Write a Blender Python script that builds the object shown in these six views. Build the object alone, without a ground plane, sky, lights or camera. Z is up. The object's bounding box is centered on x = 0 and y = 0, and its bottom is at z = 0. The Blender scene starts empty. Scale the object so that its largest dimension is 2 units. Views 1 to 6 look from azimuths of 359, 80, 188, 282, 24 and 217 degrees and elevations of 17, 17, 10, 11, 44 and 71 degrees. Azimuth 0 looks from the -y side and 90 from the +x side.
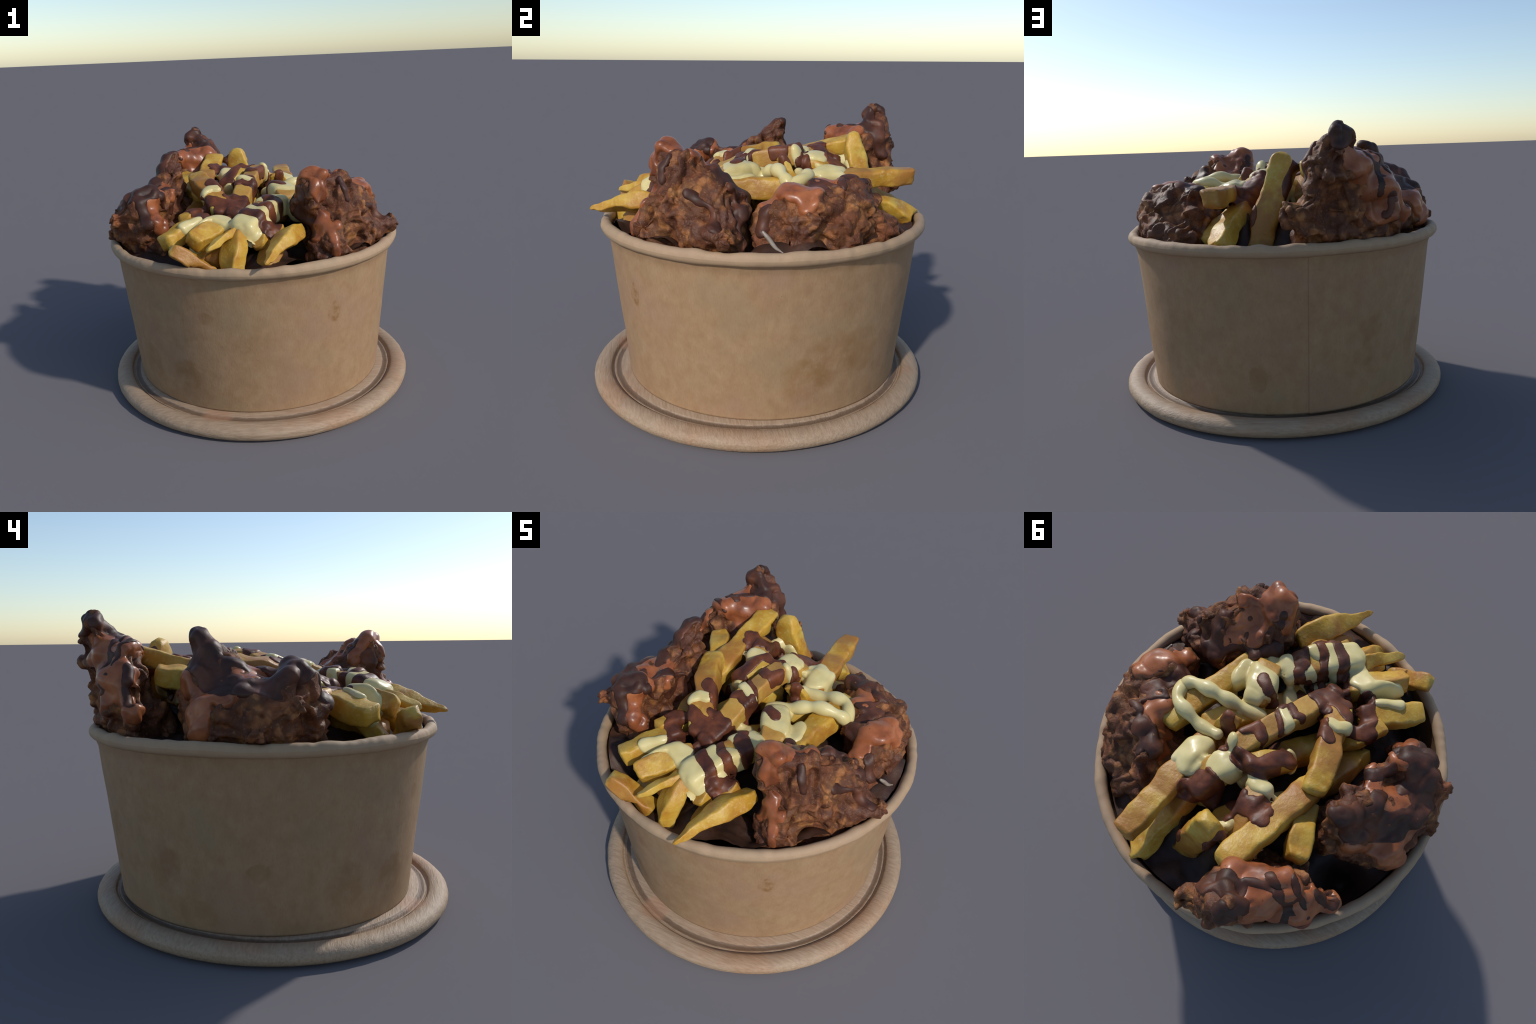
"""A kraft-paper bowl of loaded fries with fried chicken, standing on a round wooden board."""
import bpy, bmesh, math, random
import numpy as np
from mathutils import Vector, Matrix, noise
from mathutils.bvhtree import BVHTree

random.seed(7)
rng = np.random.default_rng(7)
noise.seed_set(3)
TAU = 2 * math.pi
BOWL = (-0.020, 0.041)          # axis of the bowl (the board is centred on the origin)
SEAM = math.radians(105.5)       # the glued overlap of the paper, at the back


# ------------------------------------------------------------------ node helpers
class Mat:
    """Small wrapper that builds one Principled material node by node."""

    def __init__(self, name):
        self.m = bpy.data.materials.new(name)
        self.m.use_nodes = True
        self.t = self.m.node_tree
        self.bsdf = self.t.nodes["Principled BSDF"]
        self.co = self.t.nodes.new("ShaderNodeTexCoord").outputs["Object"]

    def n(self, kind, **kw):
        nd = self.t.nodes.new("ShaderNode" + kind)
        for k, v in kw.items():
            if k.startswith("_"):
                setattr(nd, k[1:], v)
            else:
                self.put(nd.inputs[int(k) if k.isdigit() else k.replace("__", " ")], v)
        return nd

    def put(self, sock, v):
        if isinstance(v, bpy.types.NodeSocket):
            self.t.links.new(v, sock)
        elif isinstance(v, (tuple, list)) and len(v) == 3 and sock.type == "RGBA":
            sock.default_value = (*v, 1)
        else:
            sock.default_value = v

    def noise(self, scale, detail=4, rough=0.55, vec=None, dist=0.0):
        return self.n("TexNoise", Vector=vec or self.co, Scale=scale, Detail=detail, Roughness=rough, Distortion=dist).outputs["Fac"]

    def voronoi(self, scale, vec=None, feature="F1", out="Distance"):
        return self.n("TexVoronoi", _feature=feature, Vector=vec or self.co, Scale=scale).outputs[out]

    def map(self, scale=(1, 1, 1), rot=(0, 0, 0), vec=None):
        return self.n("Mapping", Vector=vec or self.co, Scale=scale, Rotation=rot).outputs[0]

    def ramp(self, fac, stops):
        nd = self.n("ValToRGB", Fac=fac)
        e = nd.color_ramp.elements
        while len(e) < len(stops):
            e.new(0.5)
        for el, (p, c) in zip(e, stops):
            el.position = p
            el.color = (*c, 1) if isinstance(c, tuple) else (c, c, c, 1)
        return nd.outputs["Color"]

    def step(self, v, lo, hi):
        return self.n("MapRange", _interpolation_type="SMOOTHSTEP", Value=v, From__Min=lo, From__Max=hi).outputs[0]

    def mix(self, fac, a, b, mode="MIX"):
        nd = self.t.nodes.new("ShaderNodeMix")
        nd.data_type = "RGBA"
        nd.blend_type = mode
        self.put(nd.inputs[0], fac)
        self.put(nd.inputs[6], a)
        self.put(nd.inputs[7], b)
        return nd.outputs[2]

    def math(self, op, a, b=0.0):
        nd = self.n("Math", _operation=op)
        self.put(nd.inputs[0], a)
        self.put(nd.inputs[1], b)
        return nd.outputs[0]

    def dist(self, point, vec=None):
        nd = self.n("VectorMath", _operation="DISTANCE")
        self.put(nd.inputs[0], vec or self.co)
        nd.inputs[1].default_value = point
        return nd.outputs["Value"]

    def warp(self, scale, amount):
        c = self.n("TexNoise", Vector=self.co, Scale=scale, Detail=3).outputs["Color"]
        s = self.n("VectorMath", _operation="MULTIPLY_ADD")
        self.put(s.inputs[0], c)
        s.inputs[1].default_value = (amount,) * 3
        self.put(s.inputs[2], self.co)
        return s.outputs[0]

    def bump(self, h, dist=0.01, strength=0.6, prev=None):
        nd = self.n("Bump", Height=h, Distance=dist, Strength=strength)
        if prev:
            self.put(nd.inputs["Normal"], prev)
        return nd.outputs[0]

    def done(self, color, rough=0.6, normal=None, **kw):
        self.put(self.bsdf.inputs["Base Color"], color)
        self.put(self.bsdf.inputs["Roughness"], rough)
        if normal:
            self.put(self.bsdf.inputs["Normal"], normal)
        for k, v in kw.items():
            self.put(self.bsdf.inputs[k.replace("__", " ")], v)
        return self.m


# ------------------------------------------------------------------ materials
def wood_material():
    m = Mat("pale_wood")
    grain = m.noise(9, 5, 0.6, m.map((1.0, 9.0, 9.0)))
    fine = m.noise(60, 3, 0.6, m.map((0.35, 3.0, 3.0)))
    c = m.ramp(grain, [(0.25, (0.28, 0.185, 0.112)), (0.5, (0.36, 0.248, 0.158)), (0.75, (0.42, 0.305, 0.205))])
    c = m.mix(m.step(fine, 0.55, 0.75), c, (0.31, 0.20, 0.13))
    patch = m.noise(3.0, 2)
    c = m.mix(m.step(patch, 0.5, 0.7), c, m.mix(1.0, c, (1.0, 0.88, 0.80), "MULTIPLY"))
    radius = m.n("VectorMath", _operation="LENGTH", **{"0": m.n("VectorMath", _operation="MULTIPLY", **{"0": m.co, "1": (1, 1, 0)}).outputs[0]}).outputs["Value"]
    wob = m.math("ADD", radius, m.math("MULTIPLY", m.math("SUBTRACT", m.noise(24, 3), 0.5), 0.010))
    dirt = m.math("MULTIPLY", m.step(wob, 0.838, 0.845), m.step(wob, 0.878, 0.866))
    c = m.mix(m.math("MULTIPLY", dirt, 0.72), c, (0.085, 0.045, 0.022))  # groove's shadow painted as a brown ring into the wood colour
    grease = m.step(m.dist((-0.28, -0.78, 0.09), m.warp(9, 0.03)), 0.11, 0.06)
    c = m.mix(m.math("MULTIPLY", grease, 0.55), c, (0.40, 0.21, 0.12))
    b = m.bump(fine, 0.004, 0.5)
    b = m.bump(grain, 0.006, 0.5, b)
    return m.done(c, 0.6, b)


STAINS = [  # azimuth-free positions of grease stains on the paper wall: point, radius, strength
    ((0.40, -0.74, 0.64), 0.06, 1.5), ((0.43, -0.74, 0.70), 0.055, 1.5), ((0.46, -0.735, 0.78), 0.028, 1.5),
    ((0.80, 0.25, 0.40), 0.18, 0.6), ((0.84, 0.12, 0.30), 0.15, 0.55), ((0.72, 0.42, 0.42), 0.15, 0.45),
    ((-0.46, -0.69, 0.30), 0.12, 0.7), ((-0.30, -0.76, 0.68), 0.06, 0.5), ((-0.05, -0.80, 0.55), 0.12, 0.25),
    ((-0.80, 0.33, 0.42), 0.10, 0.55), ((-0.78, 0.40, 0.36), 0.08, 0.45), ((-0.83, -0.10, 0.40), 0.06, 0.6),
    ((-0.66, -0.47, 0.32), 0.12, 0.45), ((-0.80, 0.20, 0.17), 0.11, 0.4), ((0.02, 0.87, 0.28), 0.07, 0.6),
    ((-0.55, 0.68, 0.52), 0.10, 0.45), ((-0.52, 0.70, 0.38), 0.09, 0.35), ((0.45, 0.75, 0.5), 0.12, 0.25),
]


def paper_material(name, inside=False, pale=0.0, seam=False):
    m = Mat(name)
    fibre = m.noise(120, 3, 0.7, m.map((1, 1, 0.35)))
    mott = m.noise(17, 4, 0.6, m.map((1, 1, 0.8)))
    cloud = m.noise(3.2, 3, 0.5)
    c = m.ramp(mott, [(0.28, (0.305, 0.176, 0.086)), (0.5, (0.345, 0.207, 0.106)), (0.74, (0.378, 0.240, 0.130))])
    c = m.mix(m.math("MULTIPLY", m.step(cloud, 0.5, 0.7), 0.5), c, (0.325, 0.190, 0.120))
    c = m.mix(m.math("MULTIPLY", m.step(cloud, 0.48, 0.3), 0.45), c, (0.285, 0.205, 0.110))
    c = m.mix(m.math("MULTIPLY", m.step(fibre, 0.45, 0.75), 0.4), c, (0.24, 0.147, 0.078))
    speck = m.step(m.voronoi(17), 0.05, 0.03)
    c = m.mix(m.math("MULTIPLY", speck, 0.6), c, (0.16, 0.09, 0.05))
    if seam:  # the glued edge of the paper shows as a fine line
        xyz = m.n("SeparateXYZ", Vector=m.co).outputs
        ang = m.math("ARCTAN2", m.math("SUBTRACT", xyz[1], BOWL[1] - 0.005), m.math("SUBTRACT", xyz[0], BOWL[0] + 0.004))
        off = m.math("ABSOLUTE", m.math("SUBTRACT", ang, SEAM))
        c = m.mix(m.math("MULTIPLY", m.step(off, 0.005, 0.0015), 0.4), c, (0.17, 0.095, 0.05))
    if pale:
        c = m.mix(pale, c, (0.44, 0.315, 0.205))
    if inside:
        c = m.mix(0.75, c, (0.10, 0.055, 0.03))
    else:
        w = m.warp(7, 0.14)
        w2 = m.warp(22, 0.03)
        for p, r, s in STAINS:
            q = Vector(p) + Vector((0.07, 0.07, 0.07))
            a = m.step(m.dist(q, w), r, r * 0.7)
            edge = m.step(m.noise(9, 5, 0.7), 0.3, 0.62)
            c = m.mix(m.math("MULTIPLY", m.math("MULTIPLY", a, edge), s * 0.85), c, (0.235, 0.115, 0.036))
    b = m.bump(fibre, 0.002, 0.35)
    b = m.bump(mott, 0.005, 0.25, b)
    return m.done(c, 0.5 if inside else 0.72, b)


def crust_material():
    m = Mat("fried_crust")
    w = m.warp(14, 0.05)
    lump = m.noise(8.5, 5, 0.58, w)
    vor = m.voronoi(19, w)
    fine = m.noise(70, 4, 0.65)
    c = m.ramp(lump, [(0.30, (0.065, 0.020, 0.009)), (0.42, (0.145, 0.047, 0.018)), (0.52, (0.24, 0.086, 0.029)),
                      (0.62, (0.34, 0.142, 0.047)), (0.74, (0.44, 0.215, 0.078))])
    c = m.mix(m.math("MULTIPLY", m.step(vor, 0.30, 0.62), 0.75), c, (0.07, 0.024, 0.012))
    c = m.mix(m.math("MULTIPLY", m.step(fine, 0.55, 0.72), 0.45), c, (0.42, 0.21, 0.09))
    soak = m.noise(4.5, 3, 0.5, m.warp(6, 0.08))
    c = m.mix(m.math("MULTIPLY", m.step(soak, 0.50, 0.66), 0.72), c, (0.085, 0.030, 0.018))
    c = m.mix(m.math("MULTIPLY", m.step(soak, 0.42, 0.30), 0.4), c, (0.30, 0.10, 0.045))
    b = m.bump(lump, 0.02, 0.35)
    b = m.bump(fine, 0.008, 0.7, b)
    r = m.ramp(soak, [(0.4, 0.7), (0.6, 0.45)])
    return m.done(c, r, b, **{"Specular IOR Level": 0.3})


def fry_material():
    m = Mat("fried_potato")
    rnd = m.n("ObjectInfo").outputs["Random"]
    shift = m.n("VectorMath", _operation="ADD")
    m.put(shift.inputs[0], m.co)
    comb = m.n("CombineXYZ", X=m.math("MULTIPLY", rnd, 37.0), Y=m.math("MULTIPLY", rnd, 11.0)).outputs[0]
    m.put(shift.inputs[1], comb)
    v = shift.outputs[0]
    a = m.noise(7, 4, 0.55, v)
    f = m.noise(45, 4, 0.6, v)
    c = m.ramp(a, [(0.28, (0.40, 0.175, 0.014)), (0.42, (0.49, 0.262, 0.024)), (0.55, (0.545, 0.325, 0.042)), (0.72, (0.58, 0.39, 0.085))])
    c = m.mix(m.math("MULTIPLY", m.step(f, 0.5, 0.75), 0.4), c, (0.68, 0.52, 0.22))
    brown = m.noise(3.6, 4, 0.55, v, 0.4)
    c = m.mix(m.math("MULTIPLY", m.step(brown, 0.45, 0.64), 0.85), c, (0.33, 0.128, 0.020))
    toast = m.step(m.n("Math", _operation="FRACT", Value=m.math("MULTIPLY", rnd, 5.3)).outputs[0], 0.66, 0.9)
    c = m.mix(m.math("MULTIPLY", toast, 0.5), c, (0.44, 0.235, 0.062))
    c = m.mix(m.math("MULTIPLY", m.step(brown, 0.40, 0.28), 0.5), c, (0.56, 0.46, 0.10))
    b = m.bump(f, 0.006, 0.5)
    b = m.bump(a, 0.012, 0.4, b)
    return m.done(c, 0.48, b, **{"Subsurface Weight": 0.12, "Subsurface Radius": (0.06, 0.03, 0.01), "Subsurface Scale": 0.3})


def sauce_material(name, dark, mid, light, rough, scale=9.0, coat=0.3, sss=0.0, specks=None, grit=0.0):
    m = Mat(name)
    a = m.noise(scale, 4, 0.55, m.warp(5, 0.06))
    f = m.noise(55, 3, 0.6)
    c = m.ramp(a, [(0.3, dark), (0.5, mid), (0.72, light)])
    if specks:
        s = m.step(m.voronoi(28), 0.13, 0.09)
        c = m.mix(m.math("MULTIPLY", s, 0.6), c, specks)
    b = m.bump(a, 0.01, 0.25)
    b = m.bump(f, 0.004, 0.12 + grit, b)
    return m.done(c, rough, b, **{"Coat Weight": coat, "Coat Roughness": 0.18, "Specular IOR Level": 0.35, "Subsurface Weight": sss,
                                  "Subsurface Radius": (0.05, 0.03, 0.02), "Subsurface Scale": 0.3})


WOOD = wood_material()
PAPER = paper_material("kraft_paper", seam=True)
PAPER_RIM = paper_material("pressed_paper", pale=0.5)
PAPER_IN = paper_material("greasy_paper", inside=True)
CRUST = crust_material()
POTATO = fry_material()
ORANGE = sauce_material("orange_sauce", (0.15, 0.042, 0.016), (0.30, 0.090, 0.033), (0.42, 0.145, 0.056), 0.36, 8, 0.08, 0.03, (0.12, 0.03, 0.015))
BROWN = sauce_material("brown_sauce", (0.045, 0.014, 0.009), (0.105, 0.031, 0.014), (0.20, 0.058, 0.022), 0.46, 10, 0.0, 0.0, None, 0.15)
GLAZE = sauce_material("dark_glaze", (0.030, 0.012, 0.008), (0.066, 0.023, 0.013), (0.15, 0.048, 0.022), 0.52, 7, 0.0, 0.0, None, 0.12)
MAYO = sauce_material("mayonnaise", (0.58, 0.46, 0.19), (0.66, 0.55, 0.25), (0.72, 0.62, 0.33), 0.38, 6, 0.12, 0.15)
GRAVY = sauce_material("dark_gravy", (0.022, 0.011, 0.007), (0.045, 0.020, 0.012), (0.085, 0.036, 0.020), 0.55, 7, 0.0, 0.0, None, 0.5)
ONION = sauce_material("pale_onion", (0.20, 0.15, 0.115), (0.27, 0.215, 0.17), (0.34, 0.29, 0.24), 0.4, 20, 0.2)


# ------------------------------------------------------------------ mesh helpers
def make_object(name, verts, faces, mat, parent=None, smooth=True):
    me = bpy.data.meshes.new(name)
    me.from_pydata([tuple(v) for v in verts], [], faces)
    me.validate()
    me.update()
    if smooth:
        me.shade_smooth()
    me.materials.append(mat)
    ob = bpy.data.objects.new(name, me)
    bpy.context.scene.collection.objects.link(ob)
    if parent:
        ob.parent = parent
    return ob


def tag(ob, label, category):
    ob["label"] = label
    ob["category"] = category
    return ob


def root(name, label, category, at=(0, 0, 0)):
    ob = bpy.data.objects.new(name, None)
    ob.empty_display_size = 0.1
    bpy.context.scene.collection.objects.link(ob)
    ob.location = at
    return tag(ob, label, category)


def set_parent(child, par):
    child.parent = par
    child.matrix_parent_inverse = Matrix.Translation(par.location).inverted()


def lathe(profile, segs, wobble=None, centre=(0, 0)):
    """Revolve (r, z) points; wobble(angle, r, z, index) may return a changed (r, z)."""
    vs, fs = [], []
    for i in range(segs):
        a = TAU * i / segs
        for j, (r, z) in enumerate(profile):
            if wobble:
                r, z = wobble(a, r, z, j)
            vs.append((centre[0] + r * math.cos(a), centre[1] + r * math.sin(a), z))
    n = len(profile)
    for i in range(segs):
        k = (i + 1) % segs
        for j in range(n - 1):
            fs.append((i * n + j, k * n + j, k * n + j + 1, i * n + j + 1))
    return vs, fs


def smooth_profile(pts, per=6):
    """Catmull-Rom through the given control points."""
    p = [Vector((a, b, 0)) for a, b in pts]
    p = [p[0] * 2 - p[1]] + p + [p[-1] * 2 - p[-2]]
    out = []
    for i in range(1, len(p) - 2):
        for s in range(per):
            t = s / per
            a, b, c, d = p[i - 1], p[i], p[i + 1], p[i + 2]
            q = 0.5 * (2 * b + (c - a) * t + (2 * a - 5 * b + 4 * c - d) * t * t + (3 * b - a - 3 * c + d) * t ** 3)
            out.append((q.x, q.y))
    out.append(pts[-1])
    return out


def sphere_mesh(lobes, seg=20, ring=12):
    """Union soup of UV spheres (x, y, z, r), to be fused by a voxel remesh."""
    unit, faces = [], []
    for j in range(ring + 1):
        th = math.pi * j / ring
        for i in range(seg):
            a = TAU * i / seg
            unit.append((math.sin(th) * math.cos(a), math.sin(th) * math.sin(a), math.cos(th)))
    for j in range(ring):
        for i in range(seg):
            k = (i + 1) % seg
            faces.append((j * seg + i, (j + 1) * seg + i, (j + 1) * seg + k, j * seg + k))
    unit = np.array(unit)
    vs, fs = [], []
    for x, y, z, r in lobes:
        o = len(vs)
        vs.extend((unit * r + (x, y, z)).tolist())
        fs.extend([tuple(v + o for v in f) for f in faces])
    return vs, fs


def fuse(verts, faces, voxel, smooth_steps=2, keep_volume=True):
    """Voxel-remesh a soup of closed shells into one skin; returns (verts Nx3, quads list)."""
    me = bpy.data.meshes.new("tmp")
    me.from_pydata([tuple(v) for v in verts], [], faces)
    me.update()
    bm = bmesh.new()
    bm.from_mesh(me)
    bmesh.ops.remove_doubles(bm, verts=bm.verts, dist=1e-6)
    bm.to_mesh(me)
    bm.free()
    ob = bpy.data.objects.new("tmp", me)
    bpy.context.scene.collection.objects.link(ob)
    md = ob.modifiers.new("fuse", "REMESH")
    md.mode = "VOXEL"
    md.voxel_size = voxel
    dg = bpy.context.evaluated_depsgraph_get()
    ev = ob.evaluated_get(dg).to_mesh()
    n = len(ev.vertices)
    co = np.empty(n * 3)
    ev.vertices.foreach_get("co", co)
    co = co.reshape(-1, 3)
    quads = [tuple(p.vertices) for p in ev.polygons]
    bpy.data.objects.remove(ob)
    bpy.data.meshes.remove(me)
    co = relax(co, quads, smooth_steps, keep_volume)
    return co, quads


def edges_of(quads):
    q = np.array([f if len(f) == 4 else (*f, f[0]) for f in quads])
    e = np.concatenate([q[:, [0, 1]], q[:, [1, 2]], q[:, [2, 3]], q[:, [3, 0]]])
    e = e[e[:, 0] != e[:, 1]]
    return np.unique(np.sort(e, 1), axis=0)


def relax(co, quads, steps, keep_volume=True):
    if steps <= 0:
        return co
    e = edges_of(quads)
    n = len(co)
    deg = np.maximum(np.bincount(e.ravel(), minlength=n), 1)[:, None]

    def lap(c):
        s = np.zeros_like(c)
        for k in range(3):
            s[:, k] = np.bincount(e[:, 0], c[e[:, 1], k], n) + np.bincount(e[:, 1], c[e[:, 0], k], n)
        return s / deg - c

    for _ in range(steps):
        co = co + 0.55 * lap(co)
        if keep_volume:
            co = co - 0.57 * lap(co)
    return co


def smooth_scalar(h, quads, n, steps):
    e = edges_of(quads)
    deg = np.maximum(np.bincount(e.ravel(), minlength=n), 1)
    for _ in range(steps):
        h = 0.4 * h + 0.6 * (np.bincount(e[:, 0], h[e[:, 1]], n) + np.bincount(e[:, 1], h[e[:, 0]], n)) / deg
    return h


def normals_of(co, quads):
    q = np.array([f if len(f) == 4 else (*f, f[0]) for f in quads])
    nrm = np.cross(co[q[:, 2]] - co[q[:, 0]], co[q[:, 3]] - co[q[:, 1]])
    out = np.zeros_like(co)
    for k in range(4):
        for a in range(3):
            out[:, a] += np.bincount(q[:, k], nrm[:, a], len(co))
    return out / np.maximum(np.linalg.norm(out, axis=1, keepdims=True), 1e-9)


def fbm(p, freq, octaves=3, seed=0.0):
    off = Vector((seed * 3.1, seed * 1.7, seed * 5.3))
    return np.array([noise.fractal(Vector(v) * freq + off, 0.9, 2.1, octaves, noise_basis="PERLIN_ORIGINAL") for v in p])


def cells(p, freq, seed=0.0):
    off = Vector((seed * 2.3, seed * 4.1, seed * 1.3))
    out = np.empty(len(p))
    for i, v in enumerate(p):
        d = noise.voronoi(Vector(v) * freq + off)[0]
        out[i] = d[1] - d[0]
    return out


def stroke_field(co, strokes, flat=1.0):
    """Signed depth inside a set of thick strokes: 1 on a stroke's spine, 0 on its edge, negative outside."""
    best = np.full(len(co), -9.0)
    squash = np.array([1.0, 1.0, flat])
    co = co * squash
    for pts, r in strokes:
        p = np.array(pts, float) * squash
        if len(p) == 1:
            p = np.vstack([p, p + 1e-4])
        for a, b in zip(p[:-1], p[1:]):
            ab = b - a
            t = np.clip(((co - a) @ ab) / max(ab @ ab, 1e-9), 0, 1)
            d = np.linalg.norm(co - a - t[:, None] * ab, axis=1)
            best = np.maximum(best, 1 - d / r)
    return best


def sauce_shell(name, co, quads, strokes, thick, mat, parent=None, ragged=0.35, seed=1.0, nrm=None, flat=1.0, bulge=True):
    """A coat of sauce: the patch of a smooth skin near the strokes, lifted by a bulging thickness
    that sinks below the skin beyond the stroke's edge."""
    f = stroke_field(co, strokes, flat)
    near = f > -1.2
    if not near.any():
        return None, np.zeros(len(co))
    idx = np.nonzero(near)[0]
    w = np.zeros(len(co))
    w[idx] = ragged * fbm(co[idx], 9.0, 2, seed)
    f = f + w
    if nrm is None:
        nrm = normals_of(co, quads)
    u = np.clip(f / 0.7, 0, 1)
    body = np.sqrt(1 - (1 - u) ** 2) if bulge else u * u * (3 - 2 * u)
    h = thick * body + np.where(f < 0, f * 0.12, 0)
    h = np.maximum(h, -0.03)
    keep = [q for q in quads if max(f[list(q)]) > -0.28]
    used = np.unique(np.concatenate([np.array(q) for q in keep]))
    remap = np.full(len(co), -1)
    remap[used] = np.arange(len(used))
    vs = co[used] + nrm[used] * (h[used] + 0.004)[:, None]
    fs = [tuple(int(remap[i]) for i in q) for q in keep]
    vs = relax(vs, fs, 2, True)
    ob = make_object(name, vs, fs, mat, parent)
    return ob, np.maximum(h, 0)


# ------------------------------------------------------------------ wooden board
def build_board():
    prof = smooth_profile([(0.0, 0.0), (0.5, 0.0), (0.90, 0.0), (0.960, 0.004), (0.988, 0.018), (0.9995, 0.043), (0.993, 0.066),
                           (0.974, 0.083), (0.945, 0.092), (0.918, 0.091), (0.900, 0.084), (0.893, 0.074)], 5)
    prof += [(0.890, 0.066)] + smooth_profile([(0.886, 0.064), (0.874, 0.062), (0.878, 0.067), (0.868, 0.068), (0.858, 0.067), (0.848, 0.068), (0.843, 0.071), (0.839, 0.075)], 4)
    prof += [(0.835, 0.077), (0.75, 0.0775), (0.4, 0.0775), (0.0, 0.0775)]

    def wob(a, r, z, j):
        if r > 0.5:
            p = Vector((math.cos(a) * 3, math.sin(a) * 3, z * 6))
            k = noise.noise(p) * 0.004 + noise.noise(p * 5) * 0.0018
            if r > 0.95:
                k += noise.noise(Vector((a * 38, z * 9, 2.2))) * 0.0016
            return min(r + k, 0.9995), max(z + (k * 0.6 if z > 0.02 else 0), 0.0)
        return r, z

    vs, fs = lathe(prof, 360, wob)
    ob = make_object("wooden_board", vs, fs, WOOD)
    tag(ob, "round pale wooden serving board with a rolled rim and a groove", "wooden board")


# ------------------------------------------------------------------ paper bowl


def build_bowl():
    bowl = root("paper_bowl", "round kraft paper takeaway bowl with a rolled rim", "paper bowl", (BOWL[0], BOWL[1], 0.078))
    outer = [(0.80, 0.0785), (0.818, 0.0785)] + [(0.818 + 0.078 * t, 0.079 + 0.816 * t) for t in np.linspace(0.01, 1, 40)]
    outer += [(0.904, 0.915), (0.909, 0.933), (0.912, 0.945)]

    def seam_step(a, r, z, j):
        d = (a - SEAM + math.pi) % TAU - math.pi
        lift = 0.0055 if 0 < d < 0.3 else (0.0055 * max(0, 1 - (d - 0.3) / 0.25) if d >= 0.3 else 0.0)
        p = Vector((math.cos(a) * 2, math.sin(a) * 2, z * 2))
        k = noise.noise(p) * 0.005 + noise.noise(p * 3.1) * 0.0015
        return r + lift + k * min(1, z * 3), z

    vs, fs = lathe(outer, 720, seam_step, BOWL)
    # the bowl stands slightly askew: its foot sits nearer the middle of the board
    vs = [(x + 0.009 * (1 - z / 0.95), y - 0.010 * (1 - z / 0.95), z) for x, y, z in vs]
    wall = make_object("bowl_wall", vs, fs, PAPER)
    set_parent(wall, bowl)
    inner = [(0.886, 0.955), (0.880, 0.90), (0.862, 0.74), (0.79, 0.12), (0.77, 0.10), (0.0, 0.10)]
    vs, fs = lathe(inner, 180, None, BOWL)
    ins = make_object("bowl_lining", vs, [f[::-1] for f in fs], PAPER_IN)
    set_parent(ins, bowl)
    # rolled rim: a slightly flattened, dented tube
    tube = []
    for k in range(20):
        t = TAU * k / 20
        tube.append((0.9105 + 0.030 * math.cos(t), 0.967 + 0.034 * math.sin(t)))
    tube.append(tube[0])

    def dent(a, r, z, j):
        c, s = math.cos(a), math.sin(a)
        k = noise.noise(Vector((c * 3, s * 3, 0.5)))
        k2 = noise.noise(Vector((c * 11, s * 11, 4.5)))
        k3 = noise.noise(Vector((c * 24, s * 24, z * 25)))
        d = (a - SEAM - 0.09 + math.pi) % TAU - math.pi
        fold = 0.004 * math.exp(-(d / 0.012) ** 2) * -1 + (0.003 if 0 < d < 0.25 else 0)
        swell = 1 + 0.16 * k2
        r2 = 0.9105 + (r - 0.9105) * swell + k * 0.006 + k3 * 0.0022 + fold
        z2 = 0.967 + (z - 0.967) * swell + k * 0.004 + k2 * 0.0035 + k3 * 0.0022
        return r2, z2

    vs, fs = lathe(tube, 540, dent, BOWL)
    rim = make_object("rolled_rim", vs, fs, PAPER_RIM)
    set_parent(rim, bowl)
    return bowl


# ------------------------------------------------------------------ gravy filling the bowl
def gravy_height(x, y):
    d = math.hypot(x - BOWL[0], y - BOWL[1])
    p = Vector((x * 3.2, y * 3.2, 1.7))
    z = 0.94 + 0.04 * noise.noise(p) + 0.028 * noise.noise(p * 2.7) + 0.014 * noise.noise(p * 6) + 0.005 * noise.noise(p * 15)
    for mx, my, mr, mh in MOUNDS:
        z += mh * math.exp(-((x - mx) ** 2 + (y - my) ** 2) / (mr * mr))
    return z + 0.10 * max(0.0, 1 - d / 0.75)


# where the filling swells or sinks: x, y, spread, height
MOUNDS = [(0.19, -0.80, 0.12, 0.06), (0.60, -0.58, 0.10, 0.07), (0.42, -0.72, 0.10, 0.07), (0.50, -0.10, 0.12, 0.12), (0.77, -0.05, 0.10, 0.10), (0.80, 0.14, 0.10, 0.09), (0.62, 0.60, 0.10, 0.05), (-0.72, 0.37, 0.11, -0.18),
          (-0.14, 0.62, 0.10, 0.16), (0.11, 0.62, 0.07, 0.16), (-0.55, -0.60, 0.13, -0.24), (0.0, -0.66, 0.10, 0.08)]


def build_gravy():
    rings, segs = 60, 200
    vs, fs = [], []
    for j in range(rings + 1):
        d = 0.872 * j / rings
        for i in range(segs):
            a = TAU * i / segs
            x, y = BOWL[0] + d * math.cos(a), BOWL[1] + d * math.sin(a)
            vs.append((x, y, gravy_height(x, y)))
    for j in range(rings):
        for i in range(segs):
            k = (i + 1) % segs
            fs.append((j * segs + i, (j + 1) * segs + i, (j + 1) * segs + k, j * segs + k))
    ob = make_object("gravy", vs, fs, GRAVY)
    tag(ob, "dark brown gravy pooled under the fries and chicken", "gravy")
    return ob


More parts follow.
